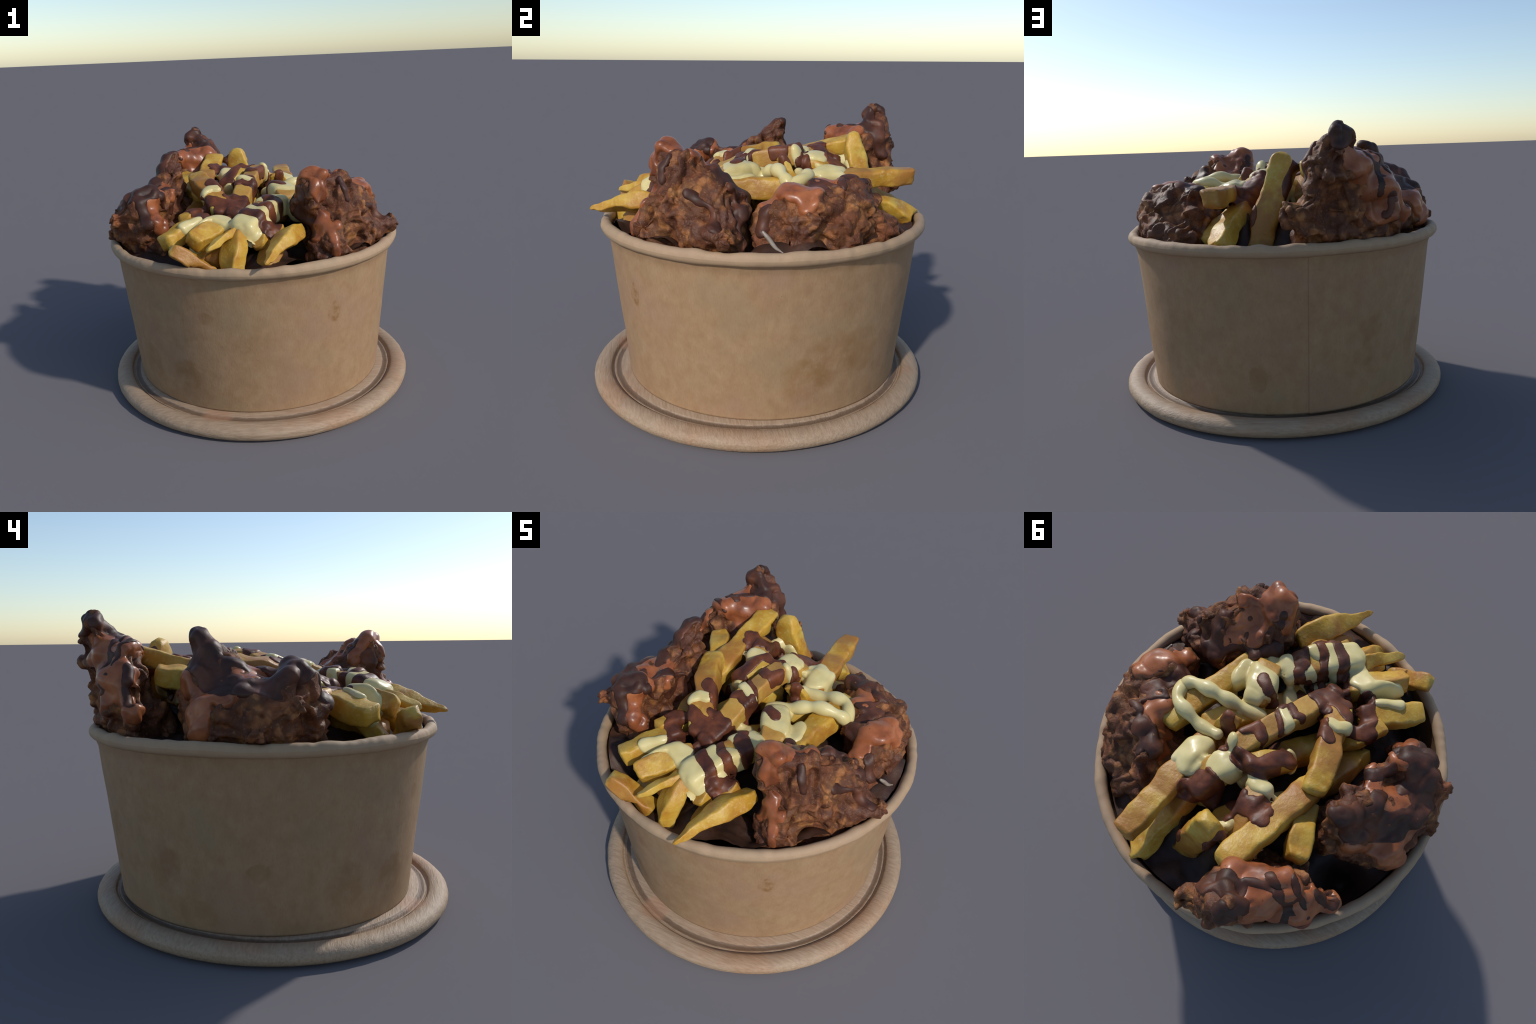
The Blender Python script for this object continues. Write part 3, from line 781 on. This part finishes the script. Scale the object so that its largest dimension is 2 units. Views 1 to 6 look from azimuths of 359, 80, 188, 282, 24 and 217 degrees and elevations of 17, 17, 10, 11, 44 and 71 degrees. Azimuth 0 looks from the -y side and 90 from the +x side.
CHICKEN_SAUCE = {  # spines and half-widths of the sauce runs over each piece of meat
    "left_piece": {
        "orange_sauce": [
            ([(-0.64, -0.26, 1.34), (-0.62, -0.29, 1.29), (-0.61, -0.30, 1.25), (-0.59, -0.35, 1.19), (-0.56, -0.37, 1.12)], 0.059),
            ([(-0.53, -0.07, 1.29), (-0.53, -0.10, 1.27), (-0.53, -0.11, 1.24)], 0.033),
            ([(-0.68, 0.28, 1.28), (-0.70, 0.26, 1.25), (-0.73, 0.23, 1.21), (-0.77, 0.21, 1.18), (-0.84, 0.18, 1.16)], 0.038),
            ([(-0.68, 0.29, 1.23), (-0.72, 0.25, 1.21), (-0.77, 0.20, 1.19), (-0.84, 0.17, 1.17), (-0.87, 0.15, 1.16), (-0.89, 0.15, 1.12), (-0.90, 0.15, 1.08), (-0.90, 0.15, 1.05), (-0.88, 0.16, 1.01)], 0.048),
            ([(-0.81, 0.05, 1.22), (-0.83, 0.08, 1.21), (-0.85, 0.10, 1.20), (-0.86, 0.12, 1.18), (-0.87, 0.14, 1.16)], 0.03),
            ([(-0.62, -0.08, 1.30), (-0.65, -0.06, 1.29), (-0.75, -0.04, 1.28)], 0.048),
            ([(-0.57, -0.04, 1.32), (-0.61, -0.02, 1.33), (-0.65, -0.01, 1.32), (-0.67, 0.01, 1.31), (-0.70, 0.02, 1.29)], 0.048),
            ([(-0.78, -0.04, 1.26)], 0.033),
            ([(-0.85, 0.21, 1.10), (-0.82, 0.20, 1.16), (-0.79, 0.17, 1.20), (-0.82, 0.13, 1.21), (-0.84, 0.09, 1.20), (-0.85, 0.05, 1.19), (-0.86, 0.02, 1.19)], 0.043),
            ([(-0.70, 0.28, 1.18), (-0.72, 0.25, 1.21), (-0.75, 0.20, 1.22)], 0.028),
            ([(-0.59, -0.24, 1.32), (-0.61, -0.21, 1.34), (-0.62, -0.18, 1.33)], 0.057),
        ],
        "brown_sauce": [
            ([(-0.59, 0.25, 1.46), (-0.62, 0.24, 1.40), (-0.65, 0.22, 1.34), (-0.67, 0.18, 1.30), (-0.70, 0.13, 1.26), (-0.72, 0.08, 1.25), (-0.81, 0.01, 1.24), (-0.83, -0.05, 1.24), (-0.82, -0.10, 1.23), (-0.80, -0.15, 1.26), (-0.79, -0.21, 1.29), (-0.78, -0.25, 1.31), (-0.64, -0.27, 1.33)], 0.066),
            ([(-0.64, 0.19, 1.37), (-0.65, 0.17, 1.33), (-0.68, 0.15, 1.28)], 0.079),
            ([(-0.71, -0.30, 1.31), (-0.76, -0.30, 1.30), (-0.79, -0.29, 1.28)], 0.044),
            ([(-0.70, -0.27, 1.33), (-0.69, -0.32, 1.29), (-0.69, -0.33, 1.24), (-0.67, -0.35, 1.19), (-0.65, -0.38, 1.15)], 0.04),
            ([(-0.61, 0.15, 1.40), (-0.63, 0.15, 1.37), (-0.64, 0.15, 1.33), (-0.64, 0.00, 1.33), (-0.66, -0.01, 1.31)], 0.044),
            ([(-0.50, -0.00, 1.23), (-0.51, -0.02, 1.19), (-0.52, -0.09, 1.15), (-0.52, -0.08, 1.17), (-0.53, -0.10, 1.20)], 0.035),
            ([(-0.56, 0.22, 1.48), (-0.57, 0.20, 1.46), (-0.59, 0.19, 1.44)], 0.035),
            ([(-0.58, -0.24, 1.32), (-0.56, -0.25, 1.26), (-0.55, -0.22, 1.18)], 0.026),
            ([(-0.59, 0.26, 1.47), (-0.63, 0.24, 1.39), (-0.67, 0.21, 1.32), (-0.72, 0.15, 1.25), (-0.77, 0.09, 1.23), (-0.79, 0.04, 1.24), (-0.82, -0.02, 1.24), (-0.82, -0.09, 1.23), (-0.83, -0.15, 1.23)], 0.066),
            ([(-0.61, -0.13, 1.29), (-0.57, -0.08, 1.31), (-0.52, -0.05, 1.29)], 0.04),
            ([(-0.69, -0.25, 1.33), (-0.70, -0.20, 1.33), (-0.70, -0.16, 1.31), (-0.70, -0.13, 1.29), (-0.70, -0.10, 1.28)], 0.04),
            ([(-0.75, -0.30, 1.30)], 0.044),
            ([(-0.52, 0.26, 1.48), (-0.56, 0.26, 1.48), (-0.59, 0.26, 1.47)], 0.035),
        ],
    },
    "tall_piece": {
        "orange_sauce": [
            ([(-0.36, 0.69, 1.45), (-0.40, 0.65, 1.42), (-0.45, 0.61, 1.41), (-0.50, 0.60, 1.43), (-0.55, 0.59, 1.43)], 0.071),
            ([(-0.47, 0.70, 1.45), (-0.51, 0.70, 1.44), (-0.55, 0.69, 1.41), (-0.60, 0.66, 1.31), (-0.65, 0.63, 1.30)], 0.076),
            ([(-0.52, 0.81, 1.40), (-0.54, 0.80, 1.36), (-0.58, 0.68, 1.32), (-0.60, 0.70, 1.28), (-0.63, 0.71, 1.24), (-0.65, 0.72, 1.20), (-0.66, 0.70, 1.16)], 0.081),
            ([(-0.57, 0.76, 1.25), (-0.60, 0.75, 1.18), (-0.63, 0.72, 1.12)], 0.057),
            ([(-0.71, 0.60, 1.21), (-0.73, 0.56, 1.17), (-0.75, 0.55, 1.13)], 0.057),
            ([(-0.56, 0.54, 1.39), (-0.53, 0.55, 1.40), (-0.50, 0.57, 1.40), (-0.46, 0.61, 1.41), (-0.41, 0.64, 1.42), (-0.36, 0.66, 1.43), (-0.31, 0.69, 1.43)], 0.048),
            ([(-0.58, 0.59, 1.42), (-0.61, 0.62, 1.39), (-0.58, 0.67, 1.36), (-0.62, 0.68, 1.28), (-0.70, 0.66, 1.20)], 0.048),
            ([(-0.67, 0.52, 1.30), (-0.70, 0.52, 1.26), (-0.73, 0.53, 1.22), (-0.74, 0.54, 1.17), (-0.77, 0.54, 1.12), (-0.77, 0.50, 1.11), (-0.74, 0.47, 1.09)], 0.052),
            ([(-0.48, 0.57, 1.38), (-0.44, 0.61, 1.40), (-0.40, 0.64, 1.41), (-0.37, 0.64, 1.40), (-0.34, 0.64, 1.38), (-0.37, 0.63, 1.36), (-0.41, 0.61, 1.34)], 0.057),
        ],
        "brown_sauce": [
            ([(-0.59, 0.66, 1.36), (-0.60, 0.66, 1.30), (-0.61, 0.73, 1.24), (-0.62, 0.74, 1.20), (-0.62, 0.72, 1.15), (-0.63, 0.71, 1.13), (-0.64, 0.71, 1.11), (-0.66, 0.71, 1.12), (-0.67, 0.70, 1.14), (-0.67, 0.71, 1.20), (-0.68, 0.65, 1.26)], 0.023),
            ([(-0.40, 0.87, 1.57), (-0.40, 0.90, 1.53), (-0.41, 0.91, 1.49)], 0.035),
            ([(-0.45, 0.86, 1.54), (-0.46, 0.88, 1.52), (-0.46, 0.88, 1.49)], 0.031),
            ([(-0.43, 0.74, 1.47), (-0.38, 0.73, 1.47), (-0.33, 0.73, 1.46), (-0.30, 0.75, 1.45), (-0.27, 0.78, 1.43)], 0.031),
            ([(-0.47, 0.63, 1.44), (-0.51, 0.65, 1.45), (-0.54, 0.67, 1.44), (-0.58, 0.68, 1.32), (-0.61, 0.71, 1.27)], 0.028),
            ([(-0.51, 0.55, 1.39), (-0.56, 0.58, 1.43), (-0.60, 0.61, 1.41), (-0.63, 0.62, 1.35), (-0.66, 0.63, 1.29)], 0.019),
            ([(-0.30, 0.79, 1.49), (-0.28, 0.82, 1.47), (-0.22, 0.84, 1.28)], 0.044),
            ([(-0.38, 0.72, 1.47), (-0.40, 0.71, 1.46), (-0.43, 0.70, 1.45), (-0.46, 0.69, 1.45), (-0.49, 0.68, 1.45)], 0.026),
            ([(-0.68, 0.55, 1.30), (-0.71, 0.54, 1.25), (-0.75, 0.52, 1.15)], 0.035),
            ([(-0.61, 0.61, 1.39), (-0.61, 0.64, 1.36), (-0.57, 0.69, 1.33), (-0.68, 0.67, 1.26), (-0.69, 0.68, 1.18)], 0.016),
            ([(-0.69, 0.49, 1.24), (-0.70, 0.48, 1.21), (-0.69, 0.48, 1.17)], 0.026),
            ([(-0.35, 0.77, 1.50), (-0.41, 0.78, 1.53), (-0.48, 0.80, 1.53)], 0.044),
        ],
    },
    "front_piece": {
        "orange_sauce": [
            ([(0.33, -0.60, 1.41), (0.36, -0.58, 1.43), (0.37, -0.56, 1.45), (0.39, -0.52, 1.45), (0.36, -0.48, 1.45), (0.36, -0.43, 1.43), (0.50, -0.39, 1.42)], 0.043),
            ([(0.33, -0.57, 1.45), (0.30, -0.51, 1.46), (0.28, -0.47, 1.43), (0.32, -0.42, 1.42), (0.38, -0.39, 1.39), (0.41, -0.35, 1.36), (0.43, -0.31, 1.34), (0.44, -0.28, 1.31), (0.44, -0.24, 1.28)], 0.057),
            ([(0.30, -0.53, 1.46), (0.26, -0.48, 1.41), (0.23, -0.44, 1.33)], 0.043),
            ([(0.40, -0.39, 1.39), (0.37, -0.34, 1.34), (0.34, -0.29, 1.30)], 0.048),
            ([(0.38, -0.47, 1.44), (0.35, -0.42, 1.42), (0.34, -0.38, 1.39)], 0.057),
            ([(0.31, -0.56, 1.45), (0.32, -0.60, 1.41), (0.34, -0.61, 1.36), (0.35, -0.61, 1.34), (0.37, -0.61, 1.31)], 0.048),
            ([(0.38, -0.61, 1.22), (0.37, -0.62, 1.19), (0.37, -0.62, 1.16), (0.34, -0.61, 1.13), (0.32, -0.60, 1.11)], 0.043),
            ([(0.40, -0.64, 1.16), (0.41, -0.65, 1.12), (0.42, -0.67, 1.09), (0.42, -0.70, 1.05), (0.43, -0.71, 1.01)], 0.028),
            ([(0.34, -0.49, 1.46), (0.33, -0.53, 1.47), (0.32, -0.56, 1.45), (0.34, -0.60, 1.41), (0.35, -0.61, 1.34)], 0.048),
            ([(0.44, -0.65, 1.15), (0.44, -0.65, 1.15), (0.44, -0.64, 1.16)], 0.028),
            ([(0.27, -0.58, 0.95)], 0.028),
        ],
        "brown_sauce": [
            ([(0.54, -0.29, 1.36), (0.55, -0.26, 1.32), (0.55, -0.23, 1.29), (0.52, -0.18, 1.26), (0.50, -0.13, 1.22)], 0.053),
            ([(0.41, -0.21, 1.25), (0.34, -0.23, 1.26), (0.28, -0.25, 1.27), (0.25, -0.30, 1.25), (0.22, -0.34, 1.25)], 0.044),
            ([(0.54, -0.37, 1.39), (0.59, -0.33, 1.37), (0.58, -0.29, 1.34), (0.52, -0.23, 1.30), (0.48, -0.17, 1.26), (0.56, -0.15, 1.24), (0.57, -0.13, 1.19), (0.56, -0.12, 1.14), (0.62, -0.13, 1.10)], 0.032),
            ([(0.63, -0.43, 1.24), (0.65, -0.39, 1.21), (0.71, -0.35, 1.19), (0.74, -0.34, 1.15), (0.80, -0.33, 1.11)], 0.028),
            ([(0.66, -0.20, 1.24), (0.68, -0.20, 1.20), (0.70, -0.19, 1.17)], 0.031),
            ([(0.23, -0.52, 1.33), (0.23, -0.58, 1.28), (0.25, -0.49, 1.18), (0.28, -0.52, 1.13), (0.31, -0.57, 1.09)], 0.044),
            ([(0.27, -0.45, 1.41), (0.26, -0.42, 1.39), (0.26, -0.40, 1.36)], 0.026),
            ([(0.67, -0.23, 1.28), (0.69, -0.20, 1.20), (0.74, -0.18, 1.06)], 0.031),
            ([(0.48, -0.52, 1.40), (0.50, -0.56, 1.35), (0.52, -0.56, 1.29)], 0.022),
        ],
    },
    "right_piece": {
        "orange_sauce": [
            ([(0.78, 0.12, 1.22), (0.74, 0.10, 1.25), (0.71, 0.06, 1.26), (0.67, 0.04, 1.26), (0.63, 0.01, 1.25), (0.62, -0.02, 1.22), (0.62, -0.06, 1.20)], 0.057),
            ([(0.72, 0.17, 1.26), (0.68, 0.14, 1.27), (0.64, 0.10, 1.27)], 0.048),
            ([(0.69, 0.01, 1.25), (0.69, 0.04, 1.26), (0.68, 0.07, 1.27)], 0.043),
            ([(0.70, 0.12, 1.27), (0.75, 0.11, 1.25), (0.78, 0.10, 1.22)], 0.043),
            ([(0.54, 0.26, 1.26), (0.51, 0.29, 1.25), (0.47, 0.31, 1.23), (0.41, 0.36, 1.23), (0.36, 0.41, 1.18)], 0.057),
            ([(0.46, 0.24, 1.24), (0.43, 0.28, 1.19), (0.39, 0.32, 1.17)], 0.038),
        ],
        "brown_sauce": [
            ([(0.62, 0.23, 1.26), (0.60, 0.19, 1.26), (0.58, 0.15, 1.25), (0.55, 0.09, 1.25), (0.55, 0.01, 1.22)], 0.044),
            ([(0.50, 0.41, 1.27), (0.47, 0.42, 1.28), (0.43, 0.43, 1.27), (0.39, 0.45, 1.26), (0.36, 0.46, 1.23)], 0.057),
            ([(0.45, 0.38, 1.27), (0.46, 0.41, 1.27), (0.44, 0.45, 1.27), (0.45, 0.47, 1.27), (0.44, 0.50, 1.26)], 0.035),
            ([(0.52, 0.04, 1.24), (0.52, 0.06, 1.25), (0.53, 0.08, 1.26), (0.63, 0.12, 1.27), (0.51, 0.21, 1.26), (0.56, 0.25, 1.26), (0.60, 0.29, 1.26)], 0.018),
            ([(0.65, 0.33, 1.26), (0.61, 0.33, 1.27), (0.57, 0.34, 1.27)], 0.026),
            ([(0.69, -0.08, 1.17), (0.71, -0.09, 1.13), (0.73, -0.10, 1.08)], 0.035),
        ],
    },
}

MAYONNAISE_RUNS = [  # spine and half-width of each run over the fries
    ([(-0.28, 0.20, 1.10), (-0.18, 0.09, 1.22), (-0.09, -0.02, 1.34), (-0.05, -0.04, 1.33), (-0.02, -0.06, 1.32), (-0.00, -0.08, 1.31), (-0.00, -0.06, 1.26)], 0.028),
    ([(-0.32, -0.19, 1.28), (-0.30, -0.18, 1.30), (-0.28, -0.16, 1.30), (-0.26, -0.16, 1.30), (-0.24, -0.16, 1.30)], 0.032),
    ([(-0.43, -0.51, 1.16), (-0.39, -0.49, 1.16), (-0.36, -0.47, 1.16), (-0.33, -0.44, 1.13), (-0.25, -0.48, 1.19), (-0.22, -0.48, 1.18), (-0.18, -0.48, 1.17)], 0.036),
    ([(-0.10, -0.59, 1.20), (-0.07, -0.61, 1.19), (-0.03, -0.63, 1.18)], 0.055),
    ([(-0.14, -0.37, 1.14), (-0.05, -0.49, 1.23), (-0.01, -0.53, 1.22), (0.03, -0.55, 1.20), (0.06, -0.56, 1.16)], 0.055),
    ([(0.05, -0.47, 1.25), (0.09, -0.47, 1.21), (0.10, -0.43, 1.15)], 0.05),
    ([(0.01, -0.17, 1.16), (0.11, -0.29, 1.26), (0.16, -0.32, 1.26)], 0.04),
    ([(-0.14, 0.53, 1.23), (-0.11, 0.59, 1.19), (-0.06, 0.57, 1.20)], 0.045),
    ([(0.04, 0.36, 1.33), (0.07, 0.32, 1.32)], 0.045),
    ([(0.20, 0.31, 1.26), (0.22, 0.33, 1.26), (0.23, 0.35, 1.26), (0.26, 0.36, 1.26), (0.28, 0.37, 1.24)], 0.07),
    ([(0.14, -0.13, 1.30), (0.17, -0.13, 1.30), (0.20, -0.14, 1.29), (0.24, -0.14, 1.28), (0.26, -0.12, 1.24)], 0.075),
    ([(0.14, -0.05, 1.29), (0.17, -0.05, 1.29), (0.17, 0.01, 1.24)], 0.04),
    ([(0.20, 0.34, 1.27), (0.22, 0.36, 1.27), (0.24, 0.37, 1.26), (0.21, 0.39, 1.27), (0.19, 0.41, 1.27)], 0.06),
    ([(0.28, -0.17, 1.24), (0.22, -0.16, 1.29), (0.18, -0.16, 1.30), (0.13, -0.15, 1.30), (0.10, -0.15, 1.27)], 0.055),
    ([(0.27, -0.36, 1.19), (0.24, -0.35, 1.19), (0.21, -0.33, 1.20)], 0.055),
    ([(-0.14, -0.54, 1.16), (-0.21, -0.51, 1.18), (-0.27, -0.48, 1.19), (-0.32, -0.52, 1.14), (-0.37, -0.57, 1.09)], 0.05),
    ([(0.07, -0.34, 1.26), (0.03, -0.32, 1.24), (-0.00, -0.35, 1.09), (-0.02, -0.37, 1.11), (-0.05, -0.38, 1.11)], 0.045),
    ([(0.08, 0.22, 1.36), (0.08, 0.24, 1.30), (0.06, 0.28, 1.32)], 0.04),
    ([(0.07, 0.35, 1.32), (0.01, 0.34, 1.33), (-0.03, 0.32, 1.26), (-0.07, 0.29, 1.18), (-0.16, 0.30, 1.33), (-0.20, 0.29, 1.32), (-0.22, 0.25, 1.14)], 0.05),
    ([(0.01, 0.32, 1.33), (-0.03, 0.31, 1.26), (-0.07, 0.29, 1.16)], 0.05),
]
BROWN_SAUCE_RUNS = [  # spine and half-width of each run over the fries
    ([(-0.13, 0.09, 1.29), (-0.05, -0.00, 1.34), (-0.01, -0.03, 1.33), (0.00, -0.05, 1.29), (-0.05, 0.08, 1.11)], 0.018),
    ([(-0.29, 0.19, 1.06)], 0.027),
    ([(-0.11, -0.09, 1.32), (-0.08, -0.08, 1.32), (-0.05, -0.10, 1.31), (-0.02, -0.11, 1.30), (-0.01, -0.11, 1.27), (-0.01, -0.10, 1.22)], 0.027),
    ([(-0.18, -0.22, 1.26), (-0.15, -0.22, 1.26), (-0.12, -0.24, 1.26), (-0.10, -0.25, 1.25), (-0.07, -0.25, 1.25)], 0.028),
    ([(-0.03, 0.12, 1.37), (-0.00, 0.10, 1.37), (0.03, 0.09, 1.37), (0.04, 0.12, 1.37), (0.06, 0.14, 1.37)], 0.032),
    ([(-0.12, 0.39, 1.32), (-0.13, 0.47, 1.24), (-0.14, 0.53, 1.18)], 0.032),
    ([(-0.28, -0.08, 1.33), (-0.25, -0.10, 1.32), (-0.22, -0.09, 1.30), (-0.21, -0.12, 1.29), (-0.20, -0.14, 1.28)], 0.036),
    ([(-0.29, -0.26, 1.25), (-0.25, -0.27, 1.25), (-0.21, -0.29, 1.24), (-0.17, -0.29, 1.24), (-0.13, -0.30, 1.23)], 0.036),
    ([(-0.22, -0.33, 1.21), (-0.17, -0.34, 1.22), (-0.12, -0.34, 1.22), (-0.10, -0.31, 1.22), (-0.07, -0.29, 1.23)], 0.04),
    ([(-0.21, -0.36, 1.13), (-0.17, -0.39, 1.11), (-0.06, -0.53, 1.22), (-0.01, -0.56, 1.21), (0.02, -0.58, 1.18), (0.03, -0.60, 1.16), (0.05, -0.61, 1.14)], 0.034),
    ([(-0.08, -0.32, 1.15), (0.02, -0.47, 1.24), (0.07, -0.50, 1.23), (0.08, -0.48, 1.16), (0.12, -0.51, 1.13)], 0.03),
    ([(0.04, -0.62, 1.15), (0.07, -0.59, 1.13), (0.10, -0.57, 1.13), (0.11, -0.54, 1.14), (0.12, -0.51, 1.13)], 0.03),
    ([(-0.21, -0.36, 1.13), (-0.15, -0.37, 1.17), (-0.10, -0.36, 1.19), (-0.08, -0.32, 1.18), (-0.06, -0.28, 1.17), (-0.03, -0.23, 1.15), (0.06, -0.30, 1.26)], 0.03),
    ([(0.08, -0.36, 1.26), (0.11, -0.39, 1.26), (0.13, -0.41, 1.25)], 0.045),
    ([(-0.28, 0.44, 1.35), (-0.25, 0.42, 1.34), (-0.23, 0.40, 1.34), (-0.18, 0.40, 1.34), (-0.15, 0.43, 1.32)], 0.036),
    ([(-0.42, -0.25, 1.19), (-0.38, -0.25, 1.20), (-0.35, -0.25, 1.19)], 0.03),
    ([(-0.32, -0.41, 1.17), (-0.30, -0.39, 1.15), (-0.28, -0.36, 1.12)], 0.025),
    ([(0.07, 0.43, 1.30), (0.09, 0.43, 1.29), (0.11, 0.43, 1.28), (0.11, 0.47, 1.26)], 0.032),
    ([(0.05, 0.70, 1.12)], 0.032),
    ([(-0.13, 0.47, 1.27), (-0.14, 0.55, 1.19), (-0.11, 0.54, 1.17)], 0.03),
    ([(0.09, 0.26, 1.30), (0.10, 0.27, 1.25), (0.18, 0.10, 1.34), (0.17, 0.11, 1.29), (0.17, 0.11, 1.25)], 0.03),
    ([(0.14, -0.12, 1.31), (0.15, -0.12, 1.30), (0.17, -0.13, 1.30)], 0.026),
    ([(-0.12, 0.21, 1.36), (-0.13, 0.18, 1.35), (-0.14, 0.15, 1.33), (-0.16, 0.12, 1.32), (-0.17, 0.11, 1.30)], 0.035),
    ([(-0.15, -0.30, 1.24), (-0.13, -0.31, 1.23), (-0.11, -0.32, 1.22)], 0.04),
    ([(-0.01, -0.07, 1.27), (-0.06, 0.07, 1.12), (-0.06, 0.09, 1.08)], 0.03),
    ([(0.00, 0.26, 1.33), (-0.05, 0.26, 1.37), (-0.09, 0.26, 1.37), (-0.13, 0.24, 1.36), (-0.16, 0.21, 1.33)], 0.045),
    ([(-0.14, 0.16, 1.34), (-0.17, 0.14, 1.32), (-0.20, 0.12, 1.30)], 0.035),
    ([(0.08, 0.40, 1.31), (0.03, 0.41, 1.32), (0.00, 0.41, 1.25), (0.02, 0.39, 1.08), (0.02, 0.40, 1.09)], 0.024),
    ([(0.13, 0.51, 1.21), (0.08, 0.50, 1.26), (0.04, 0.48, 1.27), (0.04, 0.45, 1.11), (0.01, 0.45, 1.07)], 0.05),
    ([(-0.07, 0.41, 1.13), (-0.15, 0.43, 1.33), (-0.20, 0.42, 1.34), (-0.22, 0.41, 1.34), (-0.23, 0.38, 1.33)], 0.045),
    ([(0.17, -0.15, 1.30), (0.11, -0.11, 1.30), (0.09, -0.12, 1.18)], 0.034),
    ([(-0.25, 0.45, 1.35), (-0.26, 0.42, 1.35), (-0.27, 0.39, 1.34)], 0.03),
    ([(-0.28, -0.44, 1.11), (-0.32, -0.37, 1.19), (-0.36, -0.34, 1.18), (-0.37, -0.29, 1.20), (-0.38, -0.26, 1.20)], 0.045),
    ([(0.06, -0.34, 1.26), (0.03, -0.33, 1.19), (-0.01, -0.32, 1.10)], 0.022),
    ([(0.17, 0.15, 1.31), (0.16, 0.16, 1.28), (0.14, 0.16, 1.26)], 0.035),
    ([(-0.35, -0.24, 1.19), (-0.38, -0.25, 1.20), (-0.41, -0.27, 1.19)], 0.04),
    ([(-0.14, 0.68, 1.25), (-0.16, 0.66, 1.29), (-0.17, 0.61, 1.33)], 0.03),
]
MAYONNAISE_ROPES = [  # free-lying ropes of sauce
    [(0.073, -0.005, 1.231), (0.181, 0.019, 1.252), (0.268, 0.040, 1.279), (0.349, 0.054, 1.294), (0.449, 0.066, 1.274), (0.498, 0.094, 1.227)],
    [(0.497, 0.099, 1.238), (0.455, 0.182, 1.268), (0.367, 0.208, 1.265), (0.278, 0.216, 1.235), (0.182, 0.206, 1.249)],
]



def rope_lobes(points, r):
    out = []
    n = 14 * (len(points) - 1)
    for i, p in enumerate(spline(points, n)):
        k = r * (1 + 0.16 * math.sin(i * 0.33) + 0.10 * noise.noise(p * 9))
        out.append((p.x, p.y, p.z, k))
    return out


def sauce_heap(soup_v, soup_f):
    """One soft skin over the whole heap, closing the cracks between neighbouring fries."""
    heap, quads = fuse(soup_v, soup_f, 0.0115, 5)
    heap, quads = fuse(heap + 0.016 * normals_of(heap, quads), quads, 0.0080, 0)
    heap = heap - normals_of(relax(heap, quads, 10, True), quads) * 0.0145
    return relax(heap, quads, 12, True), quads


def build_sauces(soup_v, soup_f):
    """Drizzles draped over the whole heap of fries: first mayonnaise, then brown sauce over both."""
    heap, quads = sauce_heap(soup_v, soup_f)
    mayo, _ = sauce_shell("mayonnaise", heap, quads, MAYONNAISE_RUNS, 0.013, MAYO, None, 0.15, 4.0, None, 0.55)
    tag(mayo, "thick pale yellow mayonnaise drizzled over the fries", "mayonnaise")
    for line in MAYONNAISE_ROPES:
        v, f = sphere_mesh(rope_lobes(line, 0.034), 14, 8)
        v, f = fuse(v, f, 0.008, 6)
        tag(make_object("mayonnaise", v, f, MAYO), "rope of pale yellow mayonnaise lying across the fries", "mayonnaise")
    # the brown drizzle lies on whatever is outermost
    tree = BVHTree.FromPolygons([tuple(v.co) for v in mayo.data.vertices], [tuple(p.vertices) for p in mayo.data.polygons])
    nrm = normals_of(heap, quads)
    top = heap.copy()
    for i in np.nonzero(stroke_field(heap, BROWN_SAUCE_RUNS, 0.4) > -0.5)[0]:
        p, n = Vector(heap[i]), Vector(nrm[i])
        hit = tree.ray_cast(p + n * 0.05, -n, 0.05)
        if hit[0] is not None:
            top[i] = hit[0]
    brown, _ = sauce_shell("brown_sauce", relax(top, quads, 3, True), quads, BROWN_SAUCE_RUNS, 0.004, BROWN, None, 0.12, 6.0, nrm, 0.4, False)
    tag(brown, "glossy dark brown sauce striped across the fries", "brown sauce")


def build_onion():
    spine = spline([(0.775, -0.10, 1.075), (0.79, -0.075, 1.045), (0.81, -0.045, 1.005), (0.83, -0.015, 0.985)], 24)
    lobes = [(p.x, p.y, p.z, 0.005 + 0.007 * math.sin(math.pi * min(1, (i + 3) / 24))) for i, p in enumerate(spine)]
    v, f = sphere_mesh(lobes, 12, 8)
    v, f = fuse(v, f, 0.004, 4)
    tag(make_object("onion_strip", v, f, ONION), "thin pale sliver of onion tucked by the chicken", "onion strip")


def main():
    build_board()
    build_bowl()
    build_gravy()
    soup = build_fries()
    for i, (name, lobes) in enumerate(CHICKEN.items()):
        build_chicken(lobes, CHICKEN_SAUCE.get(name, {}), 2.0 + i * 3.3)
    build_sauces(*soup)
    build_onion()


main()
